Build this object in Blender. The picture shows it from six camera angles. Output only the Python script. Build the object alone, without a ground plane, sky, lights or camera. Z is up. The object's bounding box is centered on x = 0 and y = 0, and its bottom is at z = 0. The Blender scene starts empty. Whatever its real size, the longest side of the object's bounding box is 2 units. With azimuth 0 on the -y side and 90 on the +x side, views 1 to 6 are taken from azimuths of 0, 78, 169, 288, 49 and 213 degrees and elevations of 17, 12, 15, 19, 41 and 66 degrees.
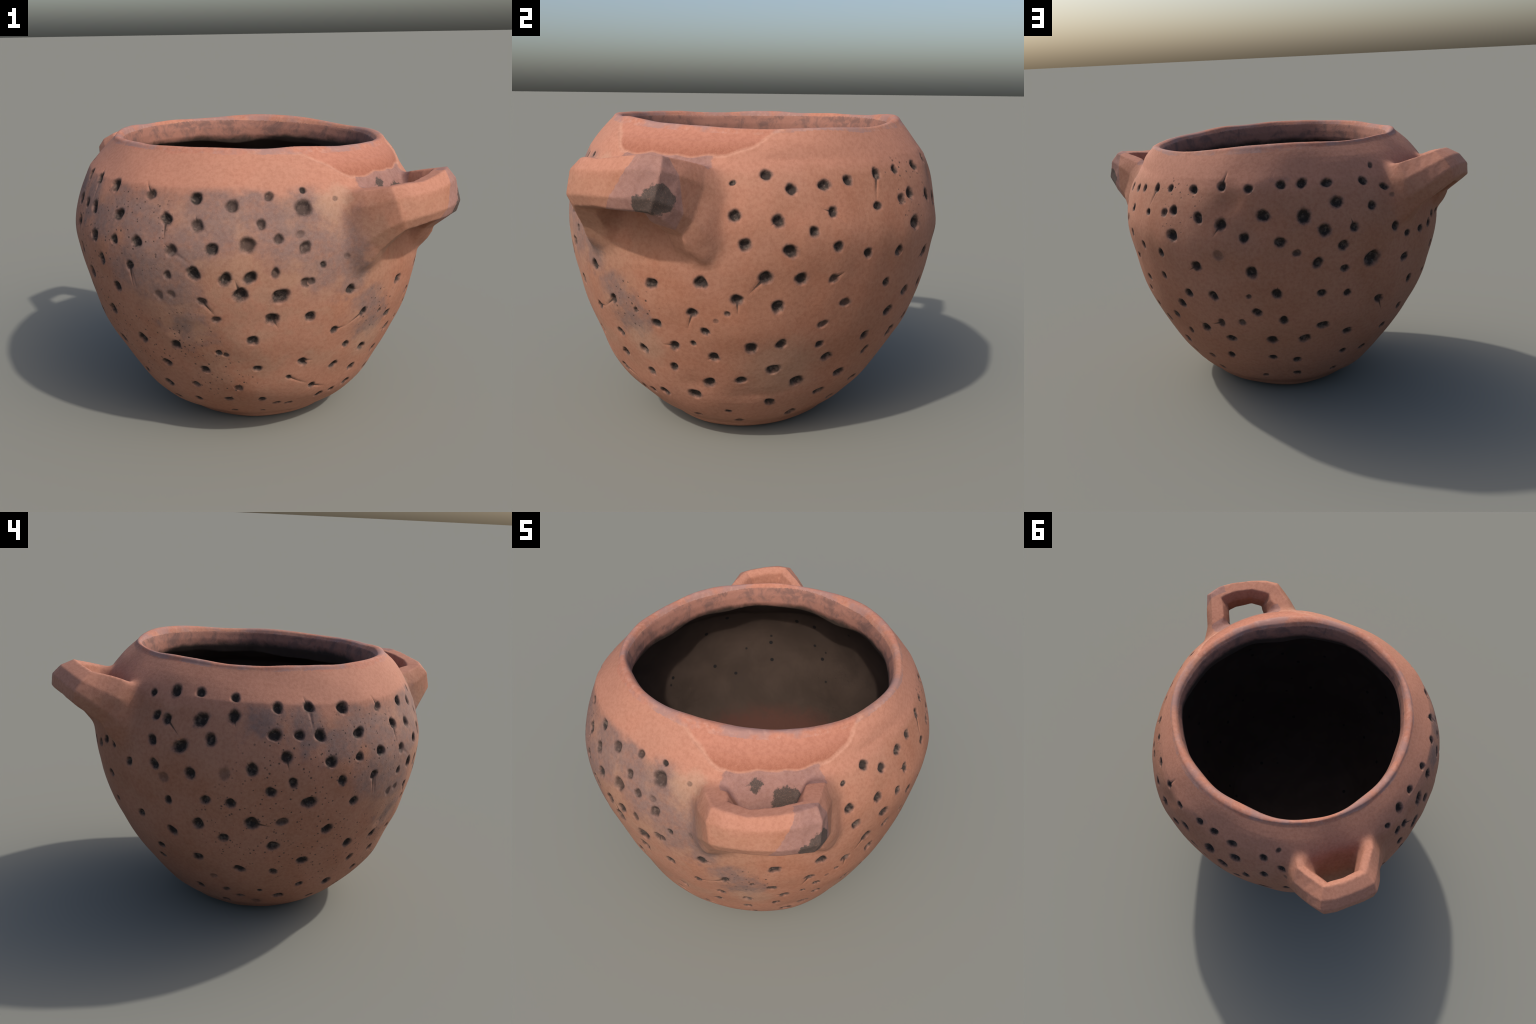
"""Perforated hand-made clay pot with two loop handles (Blender 4.5, procedural)."""
import math
import bpy
import numpy as np
from mathutils import Matrix, Vector

rng = np.random.default_rng(7)
VOXEL = 0.0064

# --------------------------------------------------------------------------
# 1. Body profile: half profile (height, radius) of the outer wall plus the
#    slight out-of-roundness, lean and flat spot of a hand-built pot.
# --------------------------------------------------------------------------
OUTER = [(0.0, 0.345), (0.014, 0.398), (0.05, 0.450), (0.10, 0.519), (0.16, 0.583), (0.24, 0.654),
         (0.34, 0.725), (0.46, 0.793), (0.60, 0.858), (0.75, 0.908), (0.90, 0.942), (1.0, 0.957),
         (1.1, 0.956), (1.2, 0.932), (1.3, 0.893), (1.4, 0.841), (1.46, 0.810), (1.50, 0.79)]
# waves round the wall: (count, cos, cos per height, sin, sin per height)
WAVES = [(2, -0.0037, 0.0035, -0.0182, 0.0185),
         (3, 0.0028, 0.0055, -0.0043, 0.0111),
         (4, -0.0072, -0.0057, -0.0064, 0.0019)]
# broad dents and swellings: azimuth, height, half width in degrees, half height, depth (inwards)
DENTS = [(-45, 0.55, 22, 0.28, 0.030),
         (-45, 0.08, 35, 0.10, 0.018),
         (-108, 0.05, 36, 0.08, 0.024),
         (81, 0.32, 28, 0.22, 0.036),
         (160, 0.36, 20, 0.17, 0.018),
         (138, 0.58, 24, 0.30, 0.010),
         (-145, 0.20, 20, 0.10, -0.014),
         (172, 0.06, 55, 0.10, -0.022),
         (30, 0.04, 30, 0.06, -0.014),
         (-90, 0.33, 20, 0.13, -0.026),
         (-112, 1.33, 14, 0.05, 0.008),
         (5, 1.12, 20, 0.17, -0.014),
         (-62, 1.29, 13, 0.16, -0.024),
         (-14, 1.27, 13, 0.16, -0.020),
         (-38, 1.34, 22, 0.10, -0.022),
         (-38, 1.07, 7, 0.10, 0.028),
         (112, 1.25, 14, 0.12, -0.018),
         (137, 1.34, 7, 0.08, 0.030),
         # smaller knocks and finger dents
         (62, 1.27, 4, 0.05, 0.012), (70, 1.12, 6, 0.07, 0.013), (57, 1.03, 7, 0.08, -0.008),
         (79, 1.02, 7, 0.08, 0.011), (68, 1.36, 6, 0.03, -0.006), (-106, 0.78, 4, 0.04, -0.006),
         (-113, 0.70, 3, 0.04, 0.007), (-30, 0.36, 6, 0.05, 0.007), (-5, 0.30, 12, 0.03, 0.007),
         (-158, 0.85, 9, 0.12, 0.006), (-128, 0.50, 8, 0.10, -0.005), (100, 0.80, 9, 0.12, 0.007), (25, 0.62, 8, 0.10, -0.006)]


def natural_spline(points):
    x = np.array([p[0] for p in points]); y = np.array([p[1] for p in points])
    n = len(x); h = np.diff(x)
    A = np.eye(n); b = np.zeros(n)
    for i in range(1, n - 1):
        A[i, i - 1:i + 2] = h[i - 1], 2 * (h[i - 1] + h[i]), h[i]
        b[i] = 6 * ((y[i + 1] - y[i]) / h[i] - (y[i] - y[i - 1]) / h[i - 1])
    m = np.linalg.solve(A, b)

    def f(v):
        v = np.clip(v, x[0], x[-1]); i = np.clip(np.searchsorted(x, v) - 1, 0, n - 2); t = v - x[i]
        return (y[i] + t * ((y[i + 1] - y[i]) / h[i] - h[i] * (2 * m[i] + m[i + 1]) / 6)
                + t * t * m[i] / 2 + t ** 3 * (m[i + 1] - m[i]) / (6 * h[i]))
    return f


profile = natural_spline(OUTER)


def axis(z):
    return -0.0441 - 0.0344 * (z - 0.7), -0.0095 + 0.0279 * (z - 0.7)


def wrap(a):
    return (a + np.pi) % (2 * np.pi) - np.pi


def outer_radius(th, z):
    zz = np.clip(z, 0, 1.5)
    r = profile(zz); s = (zz - 0.8) / 0.8
    for k, a, b, c, d in WAVES:
        r = r * (1 + (a + b * s) * np.cos(k * th) + (c + d * s) * np.sin(k * th))
    for az, h, wa, wh, depth in DENTS:
        r = r - depth * np.exp(-(wrap(th - math.radians(az)) / math.radians(wa)) ** 2 - ((z - h) / wh) ** 2)
    return r


def on_wall(az, z):
    th = math.radians(az); r = float(outer_radius(np.array(th), np.array(z))); cx, cy = axis(z)
    return np.array([cx + r * math.cos(th), cy + r * math.sin(th), z])


def wall_normal(az, z):
    a = on_wall(az + 0.6, z) - on_wall(az - 0.6, z)
    b = on_wall(az, min(z + 0.008, 1.49)) - on_wall(az, max(z - 0.008, 0.001))
    n = np.cross(a, b)
    return n / np.linalg.norm(n)


# --------------------------------------------------------------------------
# 2. The shell: rings from the base centre up the outside, over the lip and
#    down the inside.
# --------------------------------------------------------------------------
N_RING = 288
THETA = np.linspace(0, 2 * np.pi, N_RING, endpoint=False)


def body_ring(z, shrink=0.0):
    cx, cy = axis(z)
    r = outer_radius(THETA, np.full(N_RING, z)) - shrink
    return np.stack([cx + r * np.cos(THETA), cy + r * np.sin(THETA), np.full(N_RING, z)], 1)


def lip_ring(dr, dz):
    """A ring of the lip: the crest line is a wavy, slightly oval circle."""
    r = (0.714 + 0.010 * np.cos(2 * THETA) + 0.004 * np.sin(2 * THETA)
         + 0.0085 * np.cos(3 * THETA) + 0.003 * np.sin(3 * THETA) + dr
         - 0.012 * np.exp(-(wrap(THETA - math.radians(-40)) / 0.65) ** 2) - 0.008 * np.exp(-(wrap(THETA - math.radians(40)) / 0.5) ** 2))
    z = 1.537 - 0.018 * np.cos(THETA) - 0.010 * np.cos(2 * THETA) + dz
    z = z + 0.002 * np.sin(5 * THETA + 1.0) + 0.0015 * np.sin(9 * THETA)
    return np.stack([-0.028 + r * np.cos(THETA), 0.016 + r * np.sin(THETA), z], 1)


def squashed(ring, factor, z):
    c = ring.mean(0)
    out = c + (ring - c) * factor
    out[:, 2] = z
    return out


def shell_rings():
    base = body_ring(0.0)
    rings = [squashed(base, f, z) for f, z in ((0.03, 0.0), (0.35, 0.0), (0.7, 0.001), (0.9, 0.002))]
    rings[-1] = squashed(base, 0.92, 0.0015)
    rings += [body_ring(z) for z in np.r_[0.006, 0.016, np.linspace(0.035, 1.39, 58)]]
    top = body_ring(1.39)
    outer_lip = lip_ring(0.024, -0.018)
    for t in (0.2, 0.4, 0.6, 0.8, 0.92):
        blend = top * (1 - t) + outer_lip * t
        blend[:, 2] += 0.003 * math.sin(math.pi * t)
        # the neck is fuller where the handles spring from it
        full = sum(d * np.exp(-(wrap(THETA - math.radians(a)) / math.radians(w)) ** 2) for a, w, d in ((-40, 38, 0.026), (110, 18, 0.015), (165, 14, 0.010)))
        blend[:, 0] += full * np.cos(THETA) * math.sin(math.pi * t); blend[:, 1] += full * np.sin(THETA) * math.sin(math.pi * t)
        rings.append(blend)
    thick = 0.020 * np.exp(-(wrap(THETA - math.radians(-36)) / 0.75) ** 2)
    thick = thick + 0.005 * np.sin(4 * THETA + 0.7) + 0.004 * np.sin(7 * THETA + 2.0) + 0.003 * np.sin(12 * THETA)
    rings += [outer_lip, lip_ring(0.014, -0.003), lip_ring(-0.2 * thick, 0.0), lip_ring(-0.014 - 0.6 * thick, -0.006),
              lip_ring(-0.028 - thick, -0.03), lip_ring(-0.038 - thick, -0.07), lip_ring(-0.040 - thick, -0.115)]
    # the collar overhangs the wider hollow below it
    inner_start = lip_ring(-0.030 - thick, -0.150 - 1.5 * thick)
    rings.append(inner_start)
    inner_top = body_ring(1.30, 0.098)
    for t in (0.35, 0.7):
        rings.append(inner_start * (1 - t) + inner_top * t)
    rings += [body_ring(z, 0.080) for z in np.linspace(1.28, 0.14, 44)]
    floor = body_ring(0.14, 0.080)
    rings += [squashed(floor, f, z) for f, z in ((0.9, 0.11), (0.75, 0.09), (0.5, 0.075), (0.2, 0.07), (0.03, 0.07))]
    return rings


def loft(rings, closed_caps=True):
    n = len(rings[0]); verts = np.concatenate(rings); faces = []
    for i in range(len(rings) - 1):
        for j in range(n):
            k = (j + 1) % n
            faces.append((i * n + j, i * n + k, (i + 1) * n + k, (i + 1) * n + j))
    if closed_caps:
        faces.append(tuple(range(n - 1, -1, -1)))
        m = (len(rings) - 1) * n
        faces.append(tuple(range(m, m + n)))
    return verts, faces


# --------------------------------------------------------------------------
# 3. Handles: thick straps that rise out of the shoulder, turn, run along a bar
#    and return.  Station: centre, half width, half height, inward lean of the top.
# --------------------------------------------------------------------------
HANDLE_FRONT = [((0.39, -0.63, 1.13), 0.15, 0.24, 0.0),
                ((0.458, -0.715, 1.165), 0.130, 0.212, 0.0),
                ((0.535, -0.768, 1.220), 0.100, 0.155, 0.1),
                ((0.645, -0.825, 1.283), 0.080, 0.104, 0.25),
                ((0.765, -0.768, 1.298), 0.064, 0.097, 0.2),
                ((0.855, -0.678, 1.306), 0.066, 0.106, 0.2),
                ((0.920, -0.572, 1.310), 0.075, 0.114, 0.2),
                ((0.826, -0.438, 1.235), 0.078, 0.155, 0.1),
                ((0.765, -0.350, 1.165), 0.115, 0.210, 0.0),
                ((0.68, -0.29, 1.13), 0.15, 0.24, 0.0)]
HANDLE_BACK = [((-0.45, 0.68, 1.19), 0.13, 0.22, 0.0),
               ((-0.535, 0.750, 1.235), 0.118, 0.190, 0.0),
               ((-0.612, 0.832, 1.300), 0.070, 0.128, 0.1),
               ((-0.772, 0.872, 1.385), 0.074, 0.094, 0.7),
               ((-0.852, 0.785, 1.385), 0.066, 0.088, 0.7),
               ((-0.922, 0.677, 1.362), 0.072, 0.092, 0.7),
               ((-0.872, 0.540, 1.300), 0.072, 0.128, 0.1),
               ((-0.815, 0.455, 1.225), 0.122, 0.190, 0.0),
               ((-0.74, 0.40, 1.19), 0.13, 0.22, 0.0)]


# section corners (side, up); side > 0 faces the pot
STRAP = [(1.0, -0.55), (1.0, 0.45), (0.55, 0.98), (-0.45, 1.0), (-0.98, 0.40), (-1.05, -0.45), (-0.60, -1.0), (0.55, -0.98)]
RIDGED = [(1.0, -0.35), (0.85, 0.35), (0.25, 1.05), (-0.30, 1.0), (-0.85, 0.35), (-1.10, -0.45), (-0.45, -0.95), (0.55, -0.90)]


def handle_rings(stations, facets, sub=3):
    """Facets: corner list of the hand-cut section in units of half width and half height."""
    c = np.array([s[0] for s in stations]); q = np.array([s[1:] for s in stations])
    t = np.arange(len(c)); fine = np.linspace(0, len(c) - 1, (len(c) - 1) * sub + 1)
    # nearly straight segments: the straps were pinched into flat runs with hard bends
    centre = np.stack([0.9 * np.interp(fine, t, c[:, k]) + 0.1 * natural_spline(list(zip(t, c[:, k])))(fine) for k in range(3)], 1)
    size = np.stack([np.interp(fine, t, q[:, k]) for k in range(3)], 1)
    tangent = np.gradient(centre, axis=0)
    rings = []
    mid = np.array([-0.06, 0.01])
    for p, tg, (w, h, lean) in zip(centre, tangent, size):
        tg = tg / np.linalg.norm(tg)
        radial = np.array([p[0] - mid[0], p[1] - mid[1], 0.0]); radial /= np.linalg.norm(radial)
        up = np.array([0, 0, 1.0]) - lean * radial
        up -= tg * (up @ tg); up /= np.linalg.norm(up)
        side = np.cross(tg, up)
        x, y = np.array(facets).T
        ring = p + w * x[:, None] * side + h * y[:, None] * up
        # roots stop inside the thickness of the wall
        cx, cy = axis(ring[:, 2])
        th = np.arctan2(ring[:, 1] - cy, ring[:, 0] - cx)
        r = np.maximum(np.hypot(ring[:, 0] - cx, ring[:, 1] - cy), outer_radius(th, ring[:, 2]) - 0.036)
        ring[:, 0] = cx + r * np.cos(th); ring[:, 1] = cy + r * np.sin(th)
        rings.append(ring)
    return rings


# --------------------------------------------------------------------------
# 4. Piercings: the potter pushed a stick into the wet wall in loose rows.
#    Each entry: azimuth in degrees, height in cm, radius in mm.
# --------------------------------------------------------------------------
HOLES = []
SCRATCHES = []
DARKNESS = {"deep": 0.95, "worn": 0.78, "faint": 0.42}
DEPTH = {"deep": 0.018, "worn": 0.013, "faint": 0.006}


def pierce(kind, *entries):
    for az, h, r in entries:
        HOLES.append({"kind": kind, "azimuth": az, "z": h / 100, "radius": r / 1000})


def scratch(az, h, az_tip, h_tip):
    """A tear that runs from a piercing at (az, h) to its tip."""
    SCRATCHES.append((on_wall(az, h / 100), on_wall(az_tip, h_tip / 100)))


pierce('deep', (87.5, 17.6, 22), (227.9, 18.2, 22), (275.0, 13.0, 13), (292.6, 8.5, 16), (340.9, 19.0, 15))
pierce('worn', (11.9, 13.1, 29), (37.2, 16.2, 23), (68.7, 15.8, 18), (109.8, 16.0, 20), (179.3, 12.3, 25), (259.4, 13.1, 18), (325.0, 13.9, 19), (345.2, 10.4, 25))
pierce('faint', (197.5, 15.4, 28))
pierce('deep', (21.1, 25.8, 28), (86.1, 29.8, 23), (108.7, 31.6, 21), (121.1, 29.7, 23), (168.1, 23.6, 26), (199.3, 27.9, 12), (208.6, 22.7, 28), (231.9, 31.0, 28), (243.7, 22.7, 21), (259.7, 25.9, 23), (274.1, 27.0, 21), (286.7, 21.3, 20), (300.6, 24.3, 23), (307.1, 25.3, 19), (315.0, 27.1, 25), (329.1, 29.3, 30), (358.3, 24.3, 26))
pierce('worn', (39.6, 28.7, 23), (183.1, 26.0, 21), (189.3, 20.5, 22), (280.8, 22.6, 20))
pierce('deep', (7.1, 36.0, 33), (25.8, 36.9, 28), (53.7, 33.3, 25), (74.3, 32.5, 22), (217.2, 32.7, 19), (247.2, 35.0, 22), (294.1, 34.2, 21), (312.8, 38.3, 23), (335.8, 37.5, 29), (346.7, 39.6, 24))
pierce('worn', (265.0, 36.1, 22))
pierce('faint', (178.8, 36.1, 21))
pierce('deep', (16.2, 48.4, 27), (57.5, 47.8, 28), (74.7, 46.9, 32), (88.0, 46.6, 32), (106.2, 47.6, 28), (126.6, 43.8, 23), (155.2, 42.8, 20), (191.0, 45.8, 29), (204.4, 44.7, 24), (238.2, 47.6, 26), (253.4, 46.5, 24), (272.4, 49.4, 20), (283.8, 42.6, 14), (301.5, 45.1, 24), (301.6, 45.6, 20), (324.1, 44.5, 22), (357.3, 45.0, 30))
pierce('worn', (34.8, 46.8, 22))
pierce('deep', (11.6, 56.6, 20), (29.7, 56.5, 25), (46.6, 53.2, 29), (94.4, 55.5, 30), (132.9, 54.5, 25), (158.8, 52.3, 23), (174.9, 50.6, 29), (215.1, 52.6, 31), (288.0, 52.4, 19), (288.1, 51.6, 24), (304.3, 57.1, 21), (313.5, 51.3, 25), (326.6, 56.9, 24), (338.7, 52.8, 24))
pierce('worn', (262.2, 57.7, 15))
pierce('deep', (79.3, 61.2, 26), (167.3, 65.9, 29), (203.4, 63.9, 30), (232.1, 61.3, 29), (245.5, 61.3, 28), (260.0, 58.7, 17), (332.9, 59.4, 14), (349.7, 58.1, 28), (358.6, 59.2, 25))
pierce('worn', (55.2, 58.7, 25), (63.8, 59.9, 22))
pierce('deep', (37.6, 66.9, 29), (69.9, 66.9, 26), (116.1, 66.4, 29), (130.8, 73.6, 26), (154.8, 71.4, 24), (186.4, 67.2, 26), (271.3, 66.9, 27), (297.5, 68.7, 20), (322.1, 67.4, 23), (337.0, 66.1, 19), (337.0, 66.1, 18))
pierce('worn', (10.9, 67.1, 22), (315.8, 72.5, 13))
pierce('faint', (340.1, 71.7, 11))
pierce('deep', (43.5, 75.4, 27), (54.4, 76.0, 28), (77.0, 78.4, 28), (92.2, 76.8, 24), (101.7, 74.9, 22), (178.1, 74.1, 32), (196.1, 77.8, 36), (221.4, 74.0, 30), (277.4, 78.6, 31), (288.8, 78.4, 25), (307.5, 75.4, 22), (333.8, 74.9, 23), (345.7, 81.7, 25), (356.5, 77.7, 28))
pierce('worn', (16.9, 76.7, 24), (67.4, 76.8, 15), (142.1, 74.1, 18), (206.0, 79.6, 27), (260.9, 78.6, 21), (343.2, 75.2, 13))
pierce('deep', (2.3, 89.9, 28), (31.4, 83.0, 22), (99.6, 89.9, 22), (124.2, 89.1, 27), (143.1, 89.9, 23), (168.4, 85.1, 22), (181.4, 89.1, 26), (189.5, 88.9, 27), (229.2, 89.8, 26), (301.2, 89.6, 25), (322.9, 86.4, 26), (336.5, 89.2, 26), (337.2, 89.0, 22))
pierce('worn', (11.6, 88.9, 22), (257.6, 88.2, 23))
pierce('faint', (244.7, 89.9, 25))
pierce('deep', (33.5, 97.6, 24), (49.5, 93.3, 29), (69.0, 91.1, 32), (90.2, 94.8, 28), (109.4, 93.1, 45), (202.0, 96.8, 28), (213.9, 91.3, 35), (268.6, 91.9, 34), (279.8, 90.4, 38), (352.8, 91.2, 29))
pierce('worn', (286.9, 96.5, 24), (288.6, 96.8, 18))
pierce('faint', (248.7, 90.9, 23))
pierce('deep', (11.5, 103.3, 23), (21.4, 98.8, 23), (98.4, 103.1, 28), (123.9, 103.0, 20), (131.2, 103.2, 23), (137.2, 104.4, 23), (154.7, 102.0, 23), (164.8, 104.4, 27), (177.0, 102.9, 30), (208.6, 102.3, 26), (224.0, 102.3, 26), (236.0, 102.5, 24), (256.1, 102.2, 32), (264.7, 99.6, 30), (271.5, 100.1, 30), (292.1, 104.1, 16), (347.5, 105.4, 26), (358.8, 102.4, 29))
pierce('worn', (83.5, 101.0, 21), (248.5, 100.5, 21), (278.5, 102.0, 23))
pierce('faint', (58.2, 100.4, 30), (167.8, 98.2, 29), (188.0, 105.1, 30))
pierce('deep', (4.6, 110.4, 22), (40.2, 109.0, 35), (66.8, 110.0, 26), (78.2, 107.2, 29), (92.4, 112.2, 34), (102.2, 112.2, 25), (117.6, 109.0, 25), (141.6, 108.1, 23), (147.0, 108.0, 19), (196.3, 108.5, 31), (220.2, 112.4, 30), (230.2, 113.4, 24), (261.6, 113.3, 30))
pierce('worn', (250.2, 112.2, 29), (287.1, 112.8, 29))
pierce('faint', (299.2, 106.8, 15))
pierce('deep', (10.1, 117.9, 22), (24.7, 118.8, 21), (50.5, 119.7, 28), (58.9, 116.9, 32), (72.8, 121.3, 33), (85.9, 120.0, 38), (163.6, 116.5, 26), (173.4, 116.0, 37), (183.2, 121.1, 30), (206.5, 115.1, 30), (239.0, 114.4, 29), (344.8, 117.3, 25), (355.4, 115.2, 26))
pierce('worn', (34.9, 120.4, 25), (271.3, 115.2, 37), (280.0, 117.3, 24))
pierce('faint', (286.1, 118.8, 20))
pierce('deep', (8.3, 128.7, 26), (39.4, 122.1, 28), (97.1, 125.7, 33), (109.0, 122.1, 24), (163.4, 128.5, 25), (167.6, 127.7, 26), (179.4, 129.6, 38), (203.1, 125.2, 32), (210.7, 125.4, 26), (217.3, 125.1, 31), (230.9, 124.9, 31), (248.1, 125.8, 29), (343.8, 130.0, 13), (358.9, 127.3, 25))
pierce('worn', (257.6, 123.5, 30), (275.5, 123.8, 24), (288.2, 129.9, 41))
pierce('faint', (117.1, 125.5, 12))
pierce('deep', (15.9, 130.2, 23), (26.6, 132.1, 25), (35.1, 133.2, 21), (46.7, 133.5, 26), (57.9, 135.4, 25), (67.6, 134.2, 23), (78.6, 135.7, 25), (85.8, 135.9, 28), (94.6, 135.2, 28), (108.0, 134.5, 24), (115.4, 130.3, 22), (159.6, 138.4, 21), (168.1, 141.0, 31), (177.4, 141.8, 25), (190.0, 140.8, 24), (190.1, 132.5, 32), (204.2, 137.3, 28), (214.7, 138.0, 28), (226.5, 137.1, 33), (256.7, 134.6, 29), (289.1, 136.9, 16), (352.3, 133.1, 25))
pierce('worn', (113.5, 141.5, 17), (242.1, 135.1, 25), (267.5, 131.5, 31), (278.6, 135.2, 22))
pierce('faint', (298.4, 132.8, 13))

scratch(215.9, 139.4, 213.4, 143.1)
scratch(241.0, 137.4, 239.8, 141.3)
scratch(248.3, 124.2, 247.9, 115.6)
scratch(257.6, 124.8, 256.9, 128.5)
scratch(258.4, 123.3, 260.7, 119.9)
scratch(250.2, 112.2, 247.9, 115.3)
scratch(251.5, 111.2, 255.4, 106.5)
scratch(236.6, 101.7, 236.3, 91.8)
scratch(264.7, 99.6, 267.3, 99.7)
scratch(268.2, 94.5, 267.3, 100.2)
scratch(258.9, 89.0, 261.2, 80.0)
scratch(277.4, 81.3, 279.4, 73.1)
scratch(300.3, 90.4, 304.3, 89.1)
scratch(297.4, 69.4, 302.0, 69.9)
scratch(287.5, 53.8, 292.0, 52.1)
scratch(284.2, 43.5, 292.0, 36.5)
scratch(294.0, 34.5, 301.6, 30.4)
scratch(246.1, 24.5, 249.5, 19.6)
scratch(355.4, 115.7, 353.3, 113.3)
scratch(355.4, 115.7, 355.4, 118.7)
scratch(9.7, 118.0, 6.7, 119.6)
scratch(10.3, 116.4, 14.3, 112.2)
scratch(353.2, 92.0, 348.0, 83.2)
scratch(345.8, 80.8, 345.8, 74.0)
scratch(10.8, 88.4, 14.9, 91.7)
scratch(26.5, 131.7, 24.4, 121.2)
scratch(333.9, 73.7, 331.5, 65.6)
scratch(326.5, 57.2, 322.6, 56.6)
scratch(339.1, 53.2, 336.1, 50.6)
scratch(307.9, 75.6, 301.5, 69.7)
scratch(299.8, 69.2, 296.0, 70.7)
scratch(58.9, 116.0, 56.1, 110.0)
scratch(49.5, 93.3, 45.5, 89.6)
scratch(49.5, 93.3, 52.1, 96.1)
scratch(77.3, 78.4, 77.4, 83.4)
scratch(77.2, 78.4, 77.1, 72.5)
scratch(55.3, 58.9, 49.4, 56.0)
scratch(46.7, 53.7, 44.3, 56.4)
scratch(46.9, 51.9, 47.7, 45.9)
scratch(58.6, 134.8, 59.1, 143.4)
scratch(102.3, 112.9, 101.0, 118.2)
scratch(116.0, 66.8, 120.4, 56.5)
scratch(92.0, 112.2, 89.5, 114.1)
scratch(167.9, 127.8, 173.3, 119.7)
scratch(190.2, 130.5, 191.0, 126.9)
scratch(196.3, 108.5, 194.4, 112.2)
scratch(197.1, 78.3, 203.1, 75.9)
scratch(195.9, 79.0, 193.7, 76.3)
scratch(215.8, 135.8, 215.3, 127.8)
scratch(207.4, 114.2, 207.4, 107.9)
scratch(249.0, 126.5, 247.7, 115.8)
scratch(235.6, 101.9, 237.4, 92.0)

for hole in HOLES:
    hole["centre"] = on_wall(hole["azimuth"], hole["z"])
    hole["normal"] = wall_normal(hole["azimuth"], hole["z"])
    hole["tears"] = []
for start, tip in SCRATCHES:
    near = min(HOLES, key=lambda q: np.linalg.norm(q["centre"] - start))
    near["tears"].append(tip)


# --------------------------------------------------------------------------
# 5. Fuse shell and handles into one skin
# --------------------------------------------------------------------------
def mesh_from(name, verts, faces):
    m = bpy.data.meshes.new(name)
    m.from_pydata([tuple(v) for v in verts], [], faces)
    m.update()
    return m


def build_skin():
    parts = [loft(shell_rings()), loft(handle_rings(HANDLE_FRONT, STRAP)), loft(handle_rings(HANDLE_BACK, RIDGED))]
    verts, faces, off = [], [], 0
    for v, f in parts:
        verts.append(v); faces += [tuple(i + off for i in q) for q in f]; off += len(v)
    me = mesh_from("skin_source", np.concatenate(verts), faces)
    import bmesh
    bm = bmesh.new(); bm.from_mesh(me)
    bmesh.ops.recalc_face_normals(bm, faces=bm.faces); bm.to_mesh(me); bm.free()
    ob = bpy.data.objects.new("skin_source", me)
    bpy.context.scene.collection.objects.link(ob)
    mod = ob.modifiers.new("fuse", "REMESH"); mod.mode = "VOXEL"; mod.voxel_size = VOXEL; mod.adaptivity = 0
    dg = bpy.context.evaluated_depsgraph_get()
    out = bpy.data.meshes.new_from_object(ob.evaluated_get(dg))
    bpy.data.objects.remove(ob); bpy.data.meshes.remove(me)
    return out


skin = build_skin()
nv = len(skin.vertices)
co = np.empty(nv * 3); skin.vertices.foreach_get("co", co); co = co.reshape(-1, 3)
edges = np.empty(len(skin.edges) * 2, int); skin.edges.foreach_get("vertices", edges); edges = edges.reshape(-1, 2)
valence = np.bincount(edges.ravel(), minlength=nv).astype(float)


def neighbour_mean(v):
    s = np.zeros_like(v)
    for k in range(v.shape[1]):
        s[:, k] = (np.bincount(edges[:, 0], v[edges[:, 1], k], nv) + np.bincount(edges[:, 1], v[edges[:, 0], k], nv))
    return s / valence[:, None]


def cylinder_coordinates(v):
    cx, cy = axis(v[:, 2])
    return np.hypot(v[:, 0] - cx, v[:, 1] - cy), np.arctan2(v[:, 1] - cy, v[:, 0] - cx)


def handle_angle(th):
    return np.minimum(np.abs(wrap(th - math.radians(-39))), np.abs(wrap(th - math.radians(137))))


# Taubin smoothing everywhere, strong plain smoothing where straps meet the wall (the potter's fillet)
for i in range(4):
    co = co + 0.5 * (neighbour_mean(co) - co)
    co = co - 0.52 * (neighbour_mean(co) - co)
rad, th = cylinder_coordinates(co)
gap = rad - outer_radius(th, co[:, 2])
near = np.clip(1 - np.abs(gap - 0.005) / 0.075, 0, 1) * (handle_angle(th) < math.radians(32)) * (co[:, 2] > 0.95) * (co[:, 2] < 1.46)
near = near[:, None]
near_ids = np.where(near[:, 0] > 0)[0]
for i in range(65):
    co = co + 0.6 * near * (neighbour_mean(co) - co)


def vertex_normals(v):
    skin.vertices.foreach_set("co", np.ascontiguousarray(v).ravel()); skin.update()
    n = np.empty(nv * 3); skin.vertices.foreach_get("normal", n)
    return n.reshape(-1, 3)


nor = vertex_normals(co)
rad, th = cylinder_coordinates(co)
gap = rad - outer_radius(th, co[:, 2])
outside = (gap > -0.03)

# broad lumps of hand modelling
PH = rng.uniform(0, 6.28, (26, 1)); DIR = rng.normal(size=(26, 3)); DIR /= np.linalg.norm(DIR, axis=1)[:, None]
FREQ = np.geomspace(5, 42, 26)[:, None]; AMP = 0.0016 * (8 / FREQ.clip(8)) ** 0.9
lump = np.zeros(nv)
for d, f, p, a in zip(DIR, FREQ, PH, AMP):
    lump += a * np.sin(f * (co @ d) + p)
co = co + nor * lump[:, None]

# the chipped neck band behind the front handle lies a little deeper, with a broken edge
side = np.abs(wrap(th - math.radians(-35)))
ragged = 0.005 * np.sin(17 * th + 1) + 0.003 * np.sin(41 * th)


def smooth(a, b, x):
    t = np.clip((x - a) / (b - a), 0, 1)
    return t * t * (3 - 2 * t)


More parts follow.
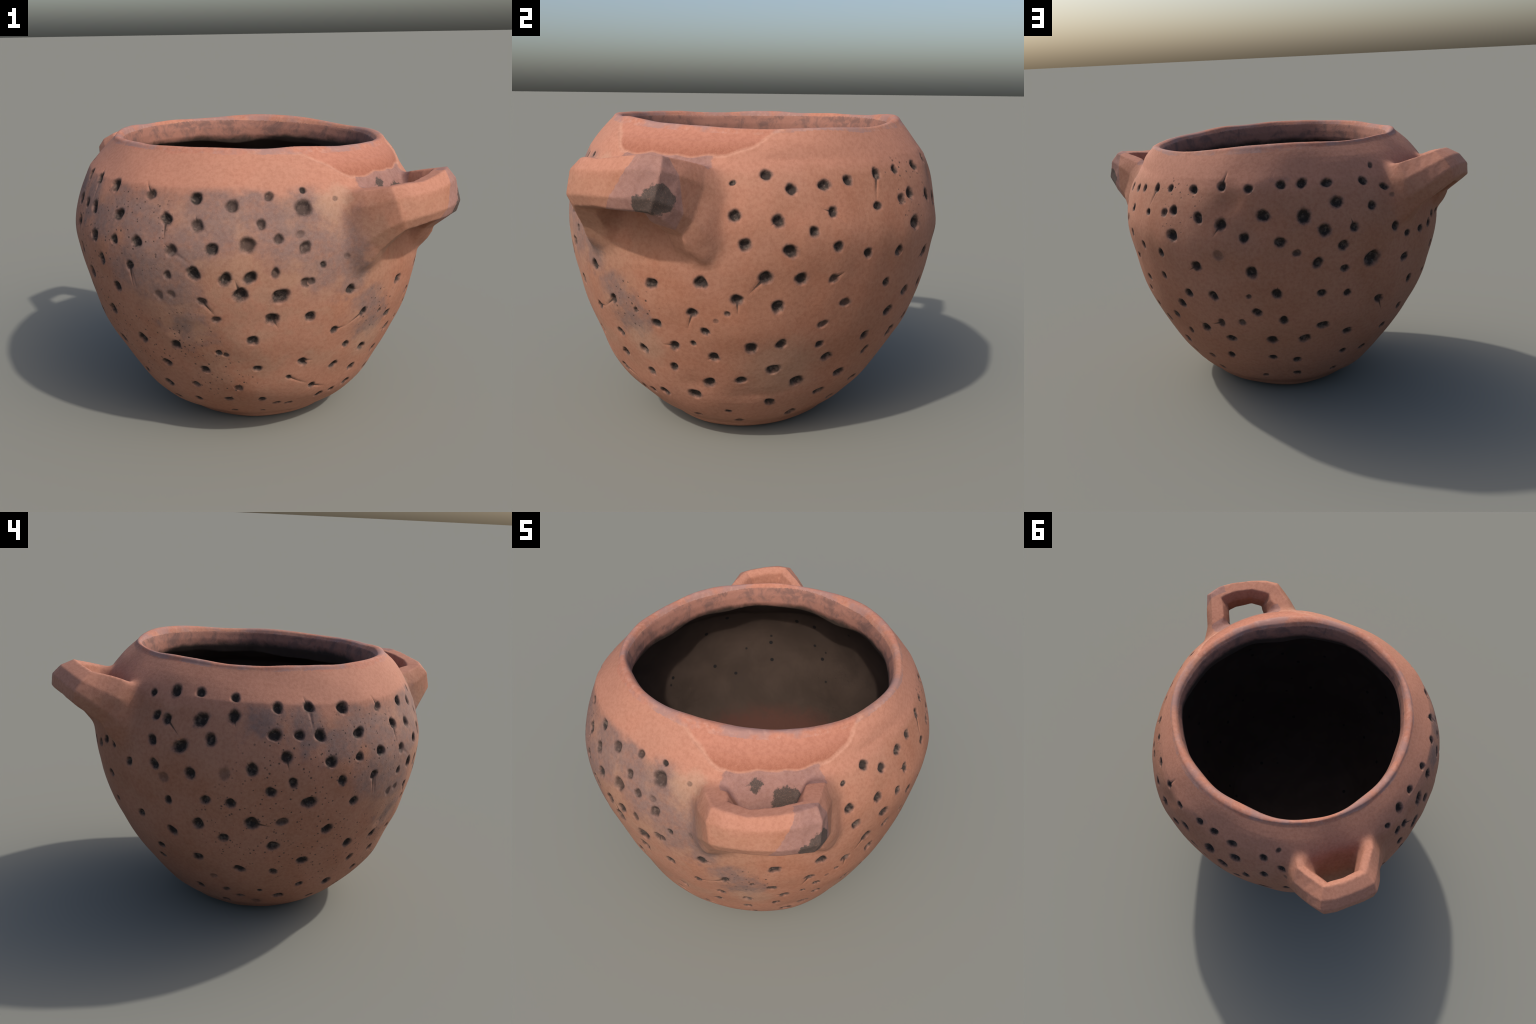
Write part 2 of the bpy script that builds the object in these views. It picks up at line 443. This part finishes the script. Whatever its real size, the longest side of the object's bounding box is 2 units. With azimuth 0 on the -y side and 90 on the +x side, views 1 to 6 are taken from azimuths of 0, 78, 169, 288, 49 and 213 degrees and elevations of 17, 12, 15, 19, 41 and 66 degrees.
chip_edge = 1.397 + 0.13 * smooth(math.radians(14), math.radians(38), side) + ragged
chip = smooth(-0.004, 0.006, co[:, 2] - chip_edge) * (1 - smooth(1.47, 1.515, co[:, 2])) * (nor[:, 2] > -0.3) * (gap > -0.12) * (gap < 0.035) * (nor[:, 0] * np.cos(th) + nor[:, 1] * np.sin(th) > 0)
co = co - nor * (0.007 * chip)[:, None]

# --------------------------------------------------------------------------
# 6. Press the piercings and tears into the skin
# --------------------------------------------------------------------------
push = np.zeros(nv)
owner = np.full(nv, -1); owner_score = np.full(nv, 9.0)

skin_out = np.where(outside)[0]
skin_out = skin_out[np.argsort(th[skin_out], kind="stable")]
skin_th = th[skin_out]
for i, hole in enumerate(HOLES):
    c, n, r = hole["centre"], hole["normal"], hole["radius"]
    far = max([np.linalg.norm(t - c) for t in hole["tears"]] + [0])
    reach = max(2.6 * r, far) + 0.03
    cx, cy = axis(c[2])
    a0 = math.atan2(c[1] - cy, c[0] - cx); da = 1.3 * reach / math.hypot(c[0] - cx, c[1] - cy)
    cand = np.concatenate([skin_out[np.searchsorted(skin_th, a0 - da + k):np.searchsorted(skin_th, a0 + da + k)] for k in (-2 * np.pi, 0, 2 * np.pi)])
    sel = cand[(np.abs(co[cand] - c) < reach).all(1)]
    sel = sel[nor[sel] @ n > 0.35]
    if not len(sel):
        continue
    d = co[sel] - c
    d = d - np.outer(d @ n, n)
    # frame: x axis runs along the first tear
    x = (hole["tears"][0] - c) if hole["tears"] else np.array([0, 0, 1.0]) + 0.4 * rng.normal(size=3)
    x = x - n * (x @ n); x /= np.linalg.norm(x)
    y = np.cross(n, x)
    hole["frame"] = (x, y, n)
    u, v = d @ x, d @ y
    oval = 1.0 + 0.32 * rng.uniform(-1, 1); turn = rng.uniform(0, np.pi)
    a, b = u * math.cos(turn) + v * math.sin(turn), -u * math.sin(turn) + v * math.cos(turn)
    q = np.hypot(a * math.sqrt(oval), b / math.sqrt(oval))
    q = q * (1 + 0.09 * np.sin(3 * np.arctan2(b, a) + turn * 3))
    hole["oval"] = oval; hole["turn"] = turn
    depth = DEPTH[hole["kind"]] * min(1.9, r / 0.022)
    p = depth * (1 - smooth(0.35 * r, 1.15 * r, q))
    score = q / r
    for tip in hole["tears"]:
        t = tip - c; t = t - n * (t @ n); L = np.linalg.norm(t); t /= L
        s = np.cross(n, t)
        along = d @ t; across = np.abs(d @ s)
        width = 0.42 * r * np.clip(1 - along / L, 0, 1) + 0.001
        inside_tear = (along > 0) & (along < L)
        groove = 0.006 * np.clip(1 - across / (width + 0.004), 0, 1) * np.clip(1 - along / L, 0, 1) ** 0.6
        p = np.where(inside_tear, np.maximum(p, groove), p)
        score = np.where(inside_tear, np.minimum(score, across / (width + 0.012)), score)
    push[sel] = np.where(np.abs(p) > np.abs(push[sel]), p, push[sel])
    better = (score < 1.55) & (score < owner_score[sel])
    owner[sel[better]] = i; owner_score[sel[better]] = score[better]

rn = nor - 0.0
co = co - rn * push[:, None]
co[:, 2] = np.maximum(co[:, 2], 0.0)
nor = vertex_normals(co)

# --------------------------------------------------------------------------
# 7. Materials
# --------------------------------------------------------------------------
class Net:
    """Small helper to write node trees as expressions."""

    def __init__(self, tree):
        self.t = tree

    def node(self, kind, **props):
        n = self.t.nodes.new(kind)
        for k, v in props.items():
            setattr(n, k, v)
        return n

    def put(self, socket, value):
        if isinstance(value, bpy.types.NodeSocket):
            self.t.links.new(value, socket)
        else:
            if hasattr(socket.default_value, "__len__") and not hasattr(value, "__len__"):
                value = [value] * len(socket.default_value)
            if hasattr(value, "__len__") and len(value) == 3 and len(socket.default_value) == 4:
                value = (*value, 1)
            socket.default_value = value

    def math(self, op, a, b=0.0, c=0.0, clamp=False):
        n = self.node("ShaderNodeMath", operation=op, use_clamp=clamp)
        for s, v in zip(n.inputs, (a, b, c)):
            self.put(s, v)
        return n.outputs[0]

    def ramp(self, x, lo, hi, a=0.0, b=1.0):
        n = self.node("ShaderNodeMapRange", interpolation_type="SMOOTHSTEP")
        for k, v in (("Value", x), ("From Min", lo), ("From Max", hi), ("To Min", a), ("To Max", b)):
            self.put(n.inputs[k], v)
        return n.outputs["Result"]

    def noise(self, vec, scale, detail=4.0, rough=0.55, distortion=0.0):
        n = self.node("ShaderNodeTexNoise")
        self.put(n.inputs["Vector"], vec); self.put(n.inputs["Scale"], scale)
        self.put(n.inputs["Detail"], detail); self.put(n.inputs["Roughness"], rough); self.put(n.inputs["Distortion"], distortion)
        return n.outputs["Fac"]

    def mix(self, f, a, b, blend="MIX"):
        n = self.node("ShaderNodeMix", data_type="RGBA", blend_type=blend)
        self.put(n.inputs[0], f); self.put(n.inputs[6], a); self.put(n.inputs[7], b)
        return n.outputs[2]

    def distance(self, vec, point):
        n = self.node("ShaderNodeVectorMath", operation="DISTANCE")
        self.put(n.inputs[0], vec); self.put(n.inputs[1], point)
        return n.outputs["Value"]

    def dot(self, vec, d):
        n = self.node("ShaderNodeVectorMath", operation="DOT_PRODUCT")
        self.put(n.inputs[0], vec); self.put(n.inputs[1], d)
        return n.outputs["Value"]

    def biggest(self, items):
        out = items[0]
        for i in items[1:]:
            out = self.math("MAXIMUM", out, i)
        return out


SALMON = (0.368, 0.168, 0.109)
ORANGE = (0.322, 0.136, 0.081)
TAN = (0.335, 0.187, 0.125)
STAIN = (0.180, 0.120, 0.107)
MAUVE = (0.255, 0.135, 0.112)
BLOT_DARK = (0.060, 0.047, 0.040)
INNER_DARK = (0.040, 0.026, 0.019)
PIT = (0.020, 0.016, 0.014)


def spot(az, z, out=0.0):
    return tuple(on_wall(az, z) + out * wall_normal(az, z))


# fire stains: azimuth, height, reach
STAINS = [(-76, 1.20, 0.24), (-66, 1.10, 0.24), (-72, 1.30, 0.15), (-98, 1.27, 0.26), (-118, 1.05, 0.27), (-112, 0.93, 0.2), (-88, 1.3, 0.16), (-120, 1.24, 0.22), (-145, 1.3, 0.16),
          (-135, 1.22, 0.18), (-110, 0.74, 0.14), (-128, 1.32, 0.13), (-50, 0.80, 0.13), (-47, 0.66, 0.12), (-57, 0.97, 0.12),
          (-105, 1.14, 0.17), (80, 1.42, 0.08), (-160, 1.33, 0.14)]
PORES = [(-150, 1.0, 0.42), (-140, 0.62, 0.40), (-125, 1.2, 0.30), (-112, 0.62, 0.26), (-165, 0.75, 0.35), (40, 1.25, 0.22), (-45, 0.75, 0.18), (-100, 0.4, 0.22)]


def clay_group():
    g = bpy.data.node_groups.new("clay_surface", "ShaderNodeTree")
    g.interface.new_socket("Color", in_out="OUTPUT", socket_type="NodeSocketColor")
    g.interface.new_socket("Height", in_out="OUTPUT", socket_type="NodeSocketFloat")
    k = Net(g)
    out = k.node("NodeGroupOutput")
    pos = k.node("ShaderNodeNewGeometry").outputs["Position"]
    sep = k.node("ShaderNodeSeparateXYZ"); k.put(sep.inputs[0], pos)
    x, y, z = sep.outputs
    az = k.math("ARCTAN2", k.math("SUBTRACT", y, 0.01), k.math("ADD", x, 0.06))
    broad = k.noise(pos, 1.9, 3, 0.6, 0.3)
    mid = k.noise(pos, 6.5, 5, 0.6, 0.2)
    fine = k.noise(pos, 55, 4, 0.65)
    grain = k.noise(pos, 210, 3, 0.7)
    edge = k.noise(pos, 22, 5, 0.65)
    warp = k.math("SUBTRACT", edge, 0.5)

    col = k.mix(k.ramp(broad, 0.35, 0.65), ORANGE, SALMON)
    col = k.mix(k.math("MULTIPLY", k.ramp(mid, 0.38, 0.62, 0.25, 1.0), k.ramp(k.distance(pos, spot(-82, 0.95)), 0.85, 0.35, 0.22, 0.85)), col, TAN)
    # smoothed pale collar below the lip
    collar = k.ramp(k.math("ADD", z, k.math("MULTIPLY", k.math("SUBTRACT", mid, 0.5), 0.12)), 1.315, 1.385)
    collar = k.math("MULTIPLY", collar, 0.75)
    col = k.mix(collar, col, (0.425, 0.192, 0.129))

    # fire stains
    blobs = []
    for a, h, r in STAINS:
        d = k.distance(pos, spot(a, h))
        blobs.append(k.ramp(k.math("ADD", d, k.math("MULTIPLY", k.math("SUBTRACT", mid, 0.5), 0.40)), r * 1.1, r * 0.35))
    stain = k.biggest(blobs)
    stain = k.math("MULTIPLY", stain, k.ramp(z, 1.41, 1.36))
    col = k.mix(k.math("MULTIPLY", stain, k.ramp(edge, 0.25, 0.65, 0.45, 0.85)), col, STAIN)

    away = k.math("SUBTRACT", k.math("SQRT", k.math("ADD", k.math("POWER", k.math("ADD", x, 0.06), 2.0), k.math("POWER", k.math("SUBTRACT", y, 0.01), 2.0))), 0.0)
    # bare band of the neck behind the front handle, with a chipped lower edge
    side = k.math("ABSOLUTE", k.math("ADD", az, math.radians(35)))
    rise = k.math("ADD", k.ramp(side, math.radians(14), math.radians(38), 0.0, 0.13), k.math("ADD", k.math("MULTIPLY", warp, 0.008), k.math("ADD", k.math("MULTIPLY", k.math("SINE", k.math("ADD", k.math("MULTIPLY", az, 17.0), 1.0)), 0.005), k.math("MULTIPLY", k.math("SINE", k.math("MULTIPLY", az, 41.0)), 0.003))))
    rise = k.math("ADD", rise, 1.397)
    near_wall = k.ramp(away, 0.93, 0.91)
    neck = k.math("MULTIPLY", k.ramp(k.math("SUBTRACT", z, rise), -0.002, 0.003), near_wall)
    col = k.mix(neck, col, k.mix(k.ramp(z, 1.40, 1.50), (0.300, 0.114, 0.070), (0.41, 0.172, 0.114)))  # deeper orange-brown toward the bottom, paler near the lip
    lipline = k.math("MULTIPLY", k.ramp(k.math("ABSOLUTE", k.math("SUBTRACT", z, rise)), 0.012, 0.002),
                     k.math("MULTIPLY", k.ramp(side, math.radians(40), math.radians(33)), near_wall))
    col = k.mix(k.math("MULTIPLY", lipline, 0.5), col, (0.46, 0.24, 0.165))

    # mauve broken patch: on the wall behind the front handle and on the outer end of its bar
    rub = k.distance(pos, spot(-37, 1.33))
    patch_wall = k.math("MULTIPLY", k.ramp(k.math("ADD", rub, k.math("MULTIPLY", warp, 0.06)), 0.245, 0.235), k.math("SUBTRACT", 1.0, neck))
    patch_wall = k.math("MULTIPLY", patch_wall, k.ramp(z, 1.18, 1.24))
    patch_wall = k.math("MULTIPLY", patch_wall, k.ramp(away, 0.955, 0.945))
    along = k.dot(pos, (0.605, 0.796, 0.0))            # runs along the bar
    tilt = k.math("ADD", along, k.math("MULTIPLY", z, -0.55))
    cut = k.ramp(k.math("ADD", tilt, k.math("MULTIPLY", warp, 0.05)), -0.742, -0.737)
    cut = k.math("MULTIPLY", cut, k.ramp(away, 1.105, 1.112))
    cut = k.math("MULTIPLY", cut, k.ramp(x, 0.5, 0.6))
    mauve = k.math("MAXIMUM", patch_wall, cut)
    col = k.mix(mauve, col, k.mix(k.ramp(mid, 0.3, 0.7), MAUVE, (0.315, 0.165, 0.132)))
    # dark blots inside the mauve patches
    blots = [k.ramp(k.math("ADD", k.distance(pos, c), k.math("MULTIPLY", warp, 0.09)), r, r - 0.012)
             for c, r in (((0.995, -0.555, 1.255), 0.075), ((0.965, -0.62, 1.225), 0.05), (spot(-33, 1.27), 0.085), (spot(-42, 1.35), 0.035))]
    blot = k.math("MULTIPLY", k.biggest(blots), mauve)
    col = k.mix(k.math("MULTIPLY", blot, 0.92), col, BLOT_DARK)

    # dusty rubbed places
    dust = k.biggest([k.ramp(k.math("ADD", k.distance(pos, spot(a, h)), k.math("MULTIPLY", warp, 0.12)), r, r * 0.3)
                      for a, h, r in ((-64, 1.30, 0.10), (-60, 1.34, 0.08), (-45, 0.55, 0.16), (0, 0.45, 0.25))])
    col = k.mix(k.math("MULTIPLY", dust, 0.4), col, (0.36, 0.235, 0.165))

    # mottling
    col = k.mix(k.ramp(fine, 0.35, 0.7, 0.0, 0.55), col, k.mix(1.0, col, (0.74, 0.66, 0.62), "MULTIPLY"))
    col = k.mix(k.ramp(grain, 0.5, 0.75, 0.0, 0.25), col, (0.46, 0.245, 0.168))

    # pin pores
    vor = k.node("ShaderNodeTexVoronoi", feature="F1"); k.put(vor.inputs["Vector"], pos); k.put(vor.inputs["Scale"], 46.0)
    cell = k.node("ShaderNodeSeparateColor"); k.put(cell.inputs[0], vor.outputs["Color"])
    size = k.ramp(cell.outputs[0], 0.1, 1.0, 0.06, 0.26)
    dot = k.ramp(k.math("SUBTRACT", vor.outputs["Distance"], size), 0.03, -0.05)
    field = k.biggest([k.ramp(k.distance(pos, spot(a, h)), r, r * 0.55) for a, h, r in PORES])
    dot = k.math("MULTIPLY", dot, k.math("MULTIPLY", field, k.ramp(z, 1.40, 1.36)))
    col = k.mix(k.math("MULTIPLY", dot, 0.85), col, (0.07, 0.042, 0.034))

    height = k.math("ADD", k.math("MULTIPLY", fine, 0.45), k.math("MULTIPLY", grain, 0.2))
    height = k.math("ADD", height, k.math("MULTIPLY", edge, 0.5))
    height = k.math("SUBTRACT", height, k.math("MULTIPLY", dot, 0.9))
    k.put(out.inputs["Color"], col); k.put(out.inputs["Height"], height)
    return g


CLAY = clay_group()


def new_material(name):
    m = bpy.data.materials.new(name); m.use_nodes = True
    k = Net(m.node_tree)
    bsdf = m.node_tree.nodes["Principled BSDF"]
    k.put(bsdf.inputs["Roughness"], 0.82); k.put(bsdf.inputs["Specular IOR Level"], 0.25)
    clay = k.node("ShaderNodeGroup"); clay.node_tree = CLAY
    bump = k.node("ShaderNodeBump"); k.put(bump.inputs["Strength"], 0.35); k.put(bump.inputs["Distance"], 0.006)
    k.put(bump.inputs["Height"], clay.outputs["Height"])
    k.put(bsdf.inputs["Normal"], bump.outputs[0])
    return m, k, bsdf, clay.outputs["Color"]


def clay_material():
    m, k, bsdf, col = new_material("terracotta")
    k.put(bsdf.inputs["Base Color"], col)
    return m


def rim_material():
    """Lip: terracotta rubbed greyish mauve along the crest."""
    m, k, bsdf, col = new_material("rubbed_lip")
    pos = k.node("ShaderNodeNewGeometry").outputs["Position"]
    n = k.noise(pos, 7, 5, 0.6); n2 = k.noise(pos, 30, 4, 0.6)
    col = k.mix(k.math("MULTIPLY", k.ramp(n, 0.42, 0.62), 0.7), col, (0.27, 0.165, 0.150))
    col = k.mix(k.math("MULTIPLY", k.ramp(n2, 0.5, 0.7), 0.35), col, (0.46, 0.26, 0.20))
    k.put(bsdf.inputs["Base Color"], col)
    return m


def inside_material():
    """Inside: a bare reddish collar below the lip, then black-brown with a ragged edge."""
    m, k, bsdf, col = new_material("dark_inside")
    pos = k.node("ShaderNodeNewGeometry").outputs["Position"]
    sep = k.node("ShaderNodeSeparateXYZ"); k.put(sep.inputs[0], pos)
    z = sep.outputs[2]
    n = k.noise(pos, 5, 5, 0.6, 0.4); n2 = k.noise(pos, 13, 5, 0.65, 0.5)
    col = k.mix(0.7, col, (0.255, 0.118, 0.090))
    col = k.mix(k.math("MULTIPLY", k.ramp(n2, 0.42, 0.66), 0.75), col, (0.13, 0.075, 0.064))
    inner_dark = k.mix(k.ramp(n, 0.35, 0.7), INNER_DARK, (0.052, 0.034, 0.025))
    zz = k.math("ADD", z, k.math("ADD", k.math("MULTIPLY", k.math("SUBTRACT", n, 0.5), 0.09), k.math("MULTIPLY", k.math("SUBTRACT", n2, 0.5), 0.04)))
    col = k.mix(k.ramp(zz, 1.445, 1.40), col, inner_dark)
    # the lower part is redder, with a ragged edge
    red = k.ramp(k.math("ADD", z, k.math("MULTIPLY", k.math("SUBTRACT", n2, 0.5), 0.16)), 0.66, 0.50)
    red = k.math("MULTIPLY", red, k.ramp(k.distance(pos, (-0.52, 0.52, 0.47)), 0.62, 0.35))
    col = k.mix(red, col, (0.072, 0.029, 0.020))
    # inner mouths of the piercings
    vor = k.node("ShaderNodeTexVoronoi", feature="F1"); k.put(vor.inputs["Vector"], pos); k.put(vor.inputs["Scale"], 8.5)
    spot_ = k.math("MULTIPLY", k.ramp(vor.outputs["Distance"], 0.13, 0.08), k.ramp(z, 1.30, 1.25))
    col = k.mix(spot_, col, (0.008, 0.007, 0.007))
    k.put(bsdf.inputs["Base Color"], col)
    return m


def hole_material():
    """Terracotta that turns to dark inside the piercing; its measures are object properties."""
    m, k, bsdf, col = new_material("pierced_clay")

    def prop(name):
        a = k.node("ShaderNodeAttribute", attribute_type="OBJECT"); a.attribute_name = '["%s"]' % name
        return a.outputs["Fac"]
    tc = k.node("ShaderNodeTexCoord").outputs["Object"]
    pos = k.node("ShaderNodeNewGeometry").outputs["Position"]
    sep = k.node("ShaderNodeSeparateXYZ"); k.put(sep.inputs[0], tc)
    x, y, _ = sep.outputs
    r = prop("hole_radius"); turn = prop("turn"); oval = prop("oval"); dark = prop("darkness"); tear = prop("tear_length")
    c, s = k.math("COSINE", turn), k.math("SINE", turn)
    a = k.math("ADD", k.math("MULTIPLY", x, c), k.math("MULTIPLY", y, s))
    b = k.math("SUBTRACT", k.math("MULTIPLY", y, c), k.math("MULTIPLY", x, s))
    root = k.math("SQRT", oval)
    a = k.math("MULTIPLY", a, root); b = k.math("DIVIDE", b, root)
    q = k.math("DIVIDE", k.math("SQRT", k.math("ADD", k.math("MULTIPLY", a, a), k.math("MULTIPLY", b, b))), r)
    wob = k.math("SUBTRACT", k.noise(pos, 32, 4, 0.6), 0.5)
    q = k.math("ADD", q, k.math("MULTIPLY", wob, 0.8))
    inside = k.ramp(q, 1.25, 0.66)
    halo = k.math("MULTIPLY", k.ramp(q, 1.5, 0.9), 0.5)
    # tear along +x, tapering to its tip
    t = k.math("DIVIDE", x, k.math("MAXIMUM", tear, 0.001))
    width = k.math("MULTIPLY", k.math("MULTIPLY", r, 0.30), k.math("SUBTRACT", 1.0, t, clamp=True))
    slit = k.ramp(k.math("SUBTRACT", k.math("ABSOLUTE", y), width), 0.0015, -0.003)
    slit = k.math("MULTIPLY", slit, k.math("MULTIPLY", k.math("GREATER_THAN", x, 0.0), k.math("LESS_THAN", t, 1.0)))
    slit = k.math("MULTIPLY", slit, k.ramp(t, 1.0, 0.3, 0.35, 0.9))
    pit_dark = k.mix(k.ramp(k.noise(pos, 44, 3), 0.48, 0.68), PIT, (0.085, 0.062, 0.050))
    col = k.mix(k.math("MULTIPLY", halo, dark), col, (0.16, 0.095, 0.08))
    col = k.mix(k.math("MULTIPLY", inside, dark), col, pit_dark)
    col = k.mix(slit, col, (0.045, 0.028, 0.022))
    k.put(bsdf.inputs["Base Color"], col)
    return m


M_CLAY, M_RIM, M_INSIDE, M_HOLE = clay_material(), rim_material(), inside_material(), hole_material()

# --------------------------------------------------------------------------
# 8. Cut the skin into named parts (borders coincide, normals stay those of the whole)
# --------------------------------------------------------------------------
nf = len(skin.polygons)
loop_start = np.empty(nf, int); skin.polygons.foreach_get("loop_start", loop_start)
loop_total = np.empty(nf, int); skin.polygons.foreach_get("loop_total", loop_total)
loop_vert = np.empty(len(skin.loops), int); skin.loops.foreach_get("vertex_index", loop_vert)
quads = np.where(loop_total == 4)[0]
assert len(quads) == nf, "voxel remesh gives quads"
fv = loop_vert[loop_start[:, None] + np.arange(4)]
fc = co[fv].mean(1); fn = nor[fv].mean(1)
frad, fth = cylinder_coordinates(fc)
fgap = frad - outer_radius(fth, fc[:, 2])
radial = np.stack([np.cos(fth), np.sin(fth)], 1)
facing = (fn[:, :2] * radial).sum(1)

BODY, RIM, INSIDE, HANDLE_A, HANDLE_B = range(5)
region = np.full(nf, BODY)
lip_r = np.hypot(fc[:, 0] + 0.028, fc[:, 1] - 0.016)
lip_z = 1.537 - 0.018 * np.cos(fth) - 0.010 * np.cos(2 * fth)
region[(fgap < -0.035) & (fc[:, 2] > 0.03) & (fc[:, 2] < lip_z - 0.02) & (lip_r < 0.745) & (facing < 0.1) | ((fgap < -0.05) & (fc[:, 2] > 0.03) & (fc[:, 2] < 1.40) & (facing < 0.5))] = INSIDE
region[(fc[:, 2] > lip_z - 0.024) & (lip_r < 0.748) & (lip_r > 0.6)] = RIM
strap = (fgap > 0.022) & (fc[:, 2] > 0.95) & (handle_angle(fth) < math.radians(26)) & (lip_r > 0.8)
region[strap & (np.cos(fth - math.radians(-39)) > 0)] = HANDLE_A
region[strap & (np.cos(fth - math.radians(137)) > 0)] = HANDLE_B
first_owner = owner[fv].max(1)
hole_face = (owner[fv] >= 0).sum(1) >= 2
hole_id = np.where(hole_face & (region == BODY), first_owner, -1)

root = bpy.data.objects.new("perforated_pot", None)
root.empty_display_size = 0.2
root["label"] = "round terracotta pot pierced all over, with two loop handles"
root["category"] = "clay pot"
bpy.context.scene.collection.objects.link(root)


def part(name, faces, material, parent, frame=None, origin=None):
    ids = np.unique(fv[faces]); lookup = np.full(nv, -1); lookup[ids] = np.arange(len(ids))
    v = co[ids]; n = nor[ids]
    if frame is not None:
        rot = np.array(frame)
        v = (v - origin) @ rot.T; n = n @ rot.T
    m = bpy.data.meshes.new(name)
    m.vertices.add(len(ids)); m.vertices.foreach_set("co", np.ascontiguousarray(v).ravel())
    local = lookup[fv[faces]]
    m.loops.add(local.size); m.loops.foreach_set("vertex_index", local.ravel())
    m.polygons.add(len(local)); m.polygons.foreach_set("loop_start", np.arange(0, local.size, 4)); m.polygons.foreach_set("loop_total", np.full(len(local), 4))
    m.update(calc_edges=True); m.validate()
    m.polygons.foreach_set("use_smooth", np.ones(len(m.polygons), bool))
    m.normals_split_custom_set_from_vertices([tuple(q) for q in n])
    m.materials.append(material)
    ob = bpy.data.objects.new(name, m)
    if frame is not None:
        x, y, z = frame
        ob.matrix_world = Matrix(((x[0], y[0], z[0], origin[0]), (x[1], y[1], z[1], origin[1]), (x[2], y[2], z[2], origin[2]), (0, 0, 0, 1)))
    bpy.context.scene.collection.objects.link(ob)
    ob.parent = parent
    return ob


body = part("body", np.where((region == BODY) & (hole_id < 0))[0], M_CLAY, root)
part("rim", np.where(region == RIM)[0], M_RIM, root)
part("inner_wall", np.where(region == INSIDE)[0], M_INSIDE, root)
part("handle", np.where(region == HANDLE_A)[0], M_CLAY, root)
part("handle", np.where(region == HANDLE_B)[0], M_CLAY, root)

order = np.argsort(hole_id, kind="stable"); starts = np.searchsorted(hole_id[order], np.arange(len(HOLES) + 1))
for i, hole in enumerate(HOLES):
    faces = order[starts[i]:starts[i + 1]]
    if len(faces) < 6:
        if len(faces):
            part("clay_patch", faces, M_CLAY, body)
        continue
    ob = part("hole", faces, M_HOLE, body, hole["frame"], hole["centre"])
    ob["hole_radius"] = float(hole["radius"])
    ob["darkness"] = float(DARKNESS[hole["kind"]])
    ob["oval"] = float(hole["oval"]); ob["turn"] = float(hole["turn"])
    ob["tear_length"] = float(np.linalg.norm(hole["tears"][0] - hole["centre"])) if hole["tears"] else 0.0001
bpy.data.meshes.remove(skin)
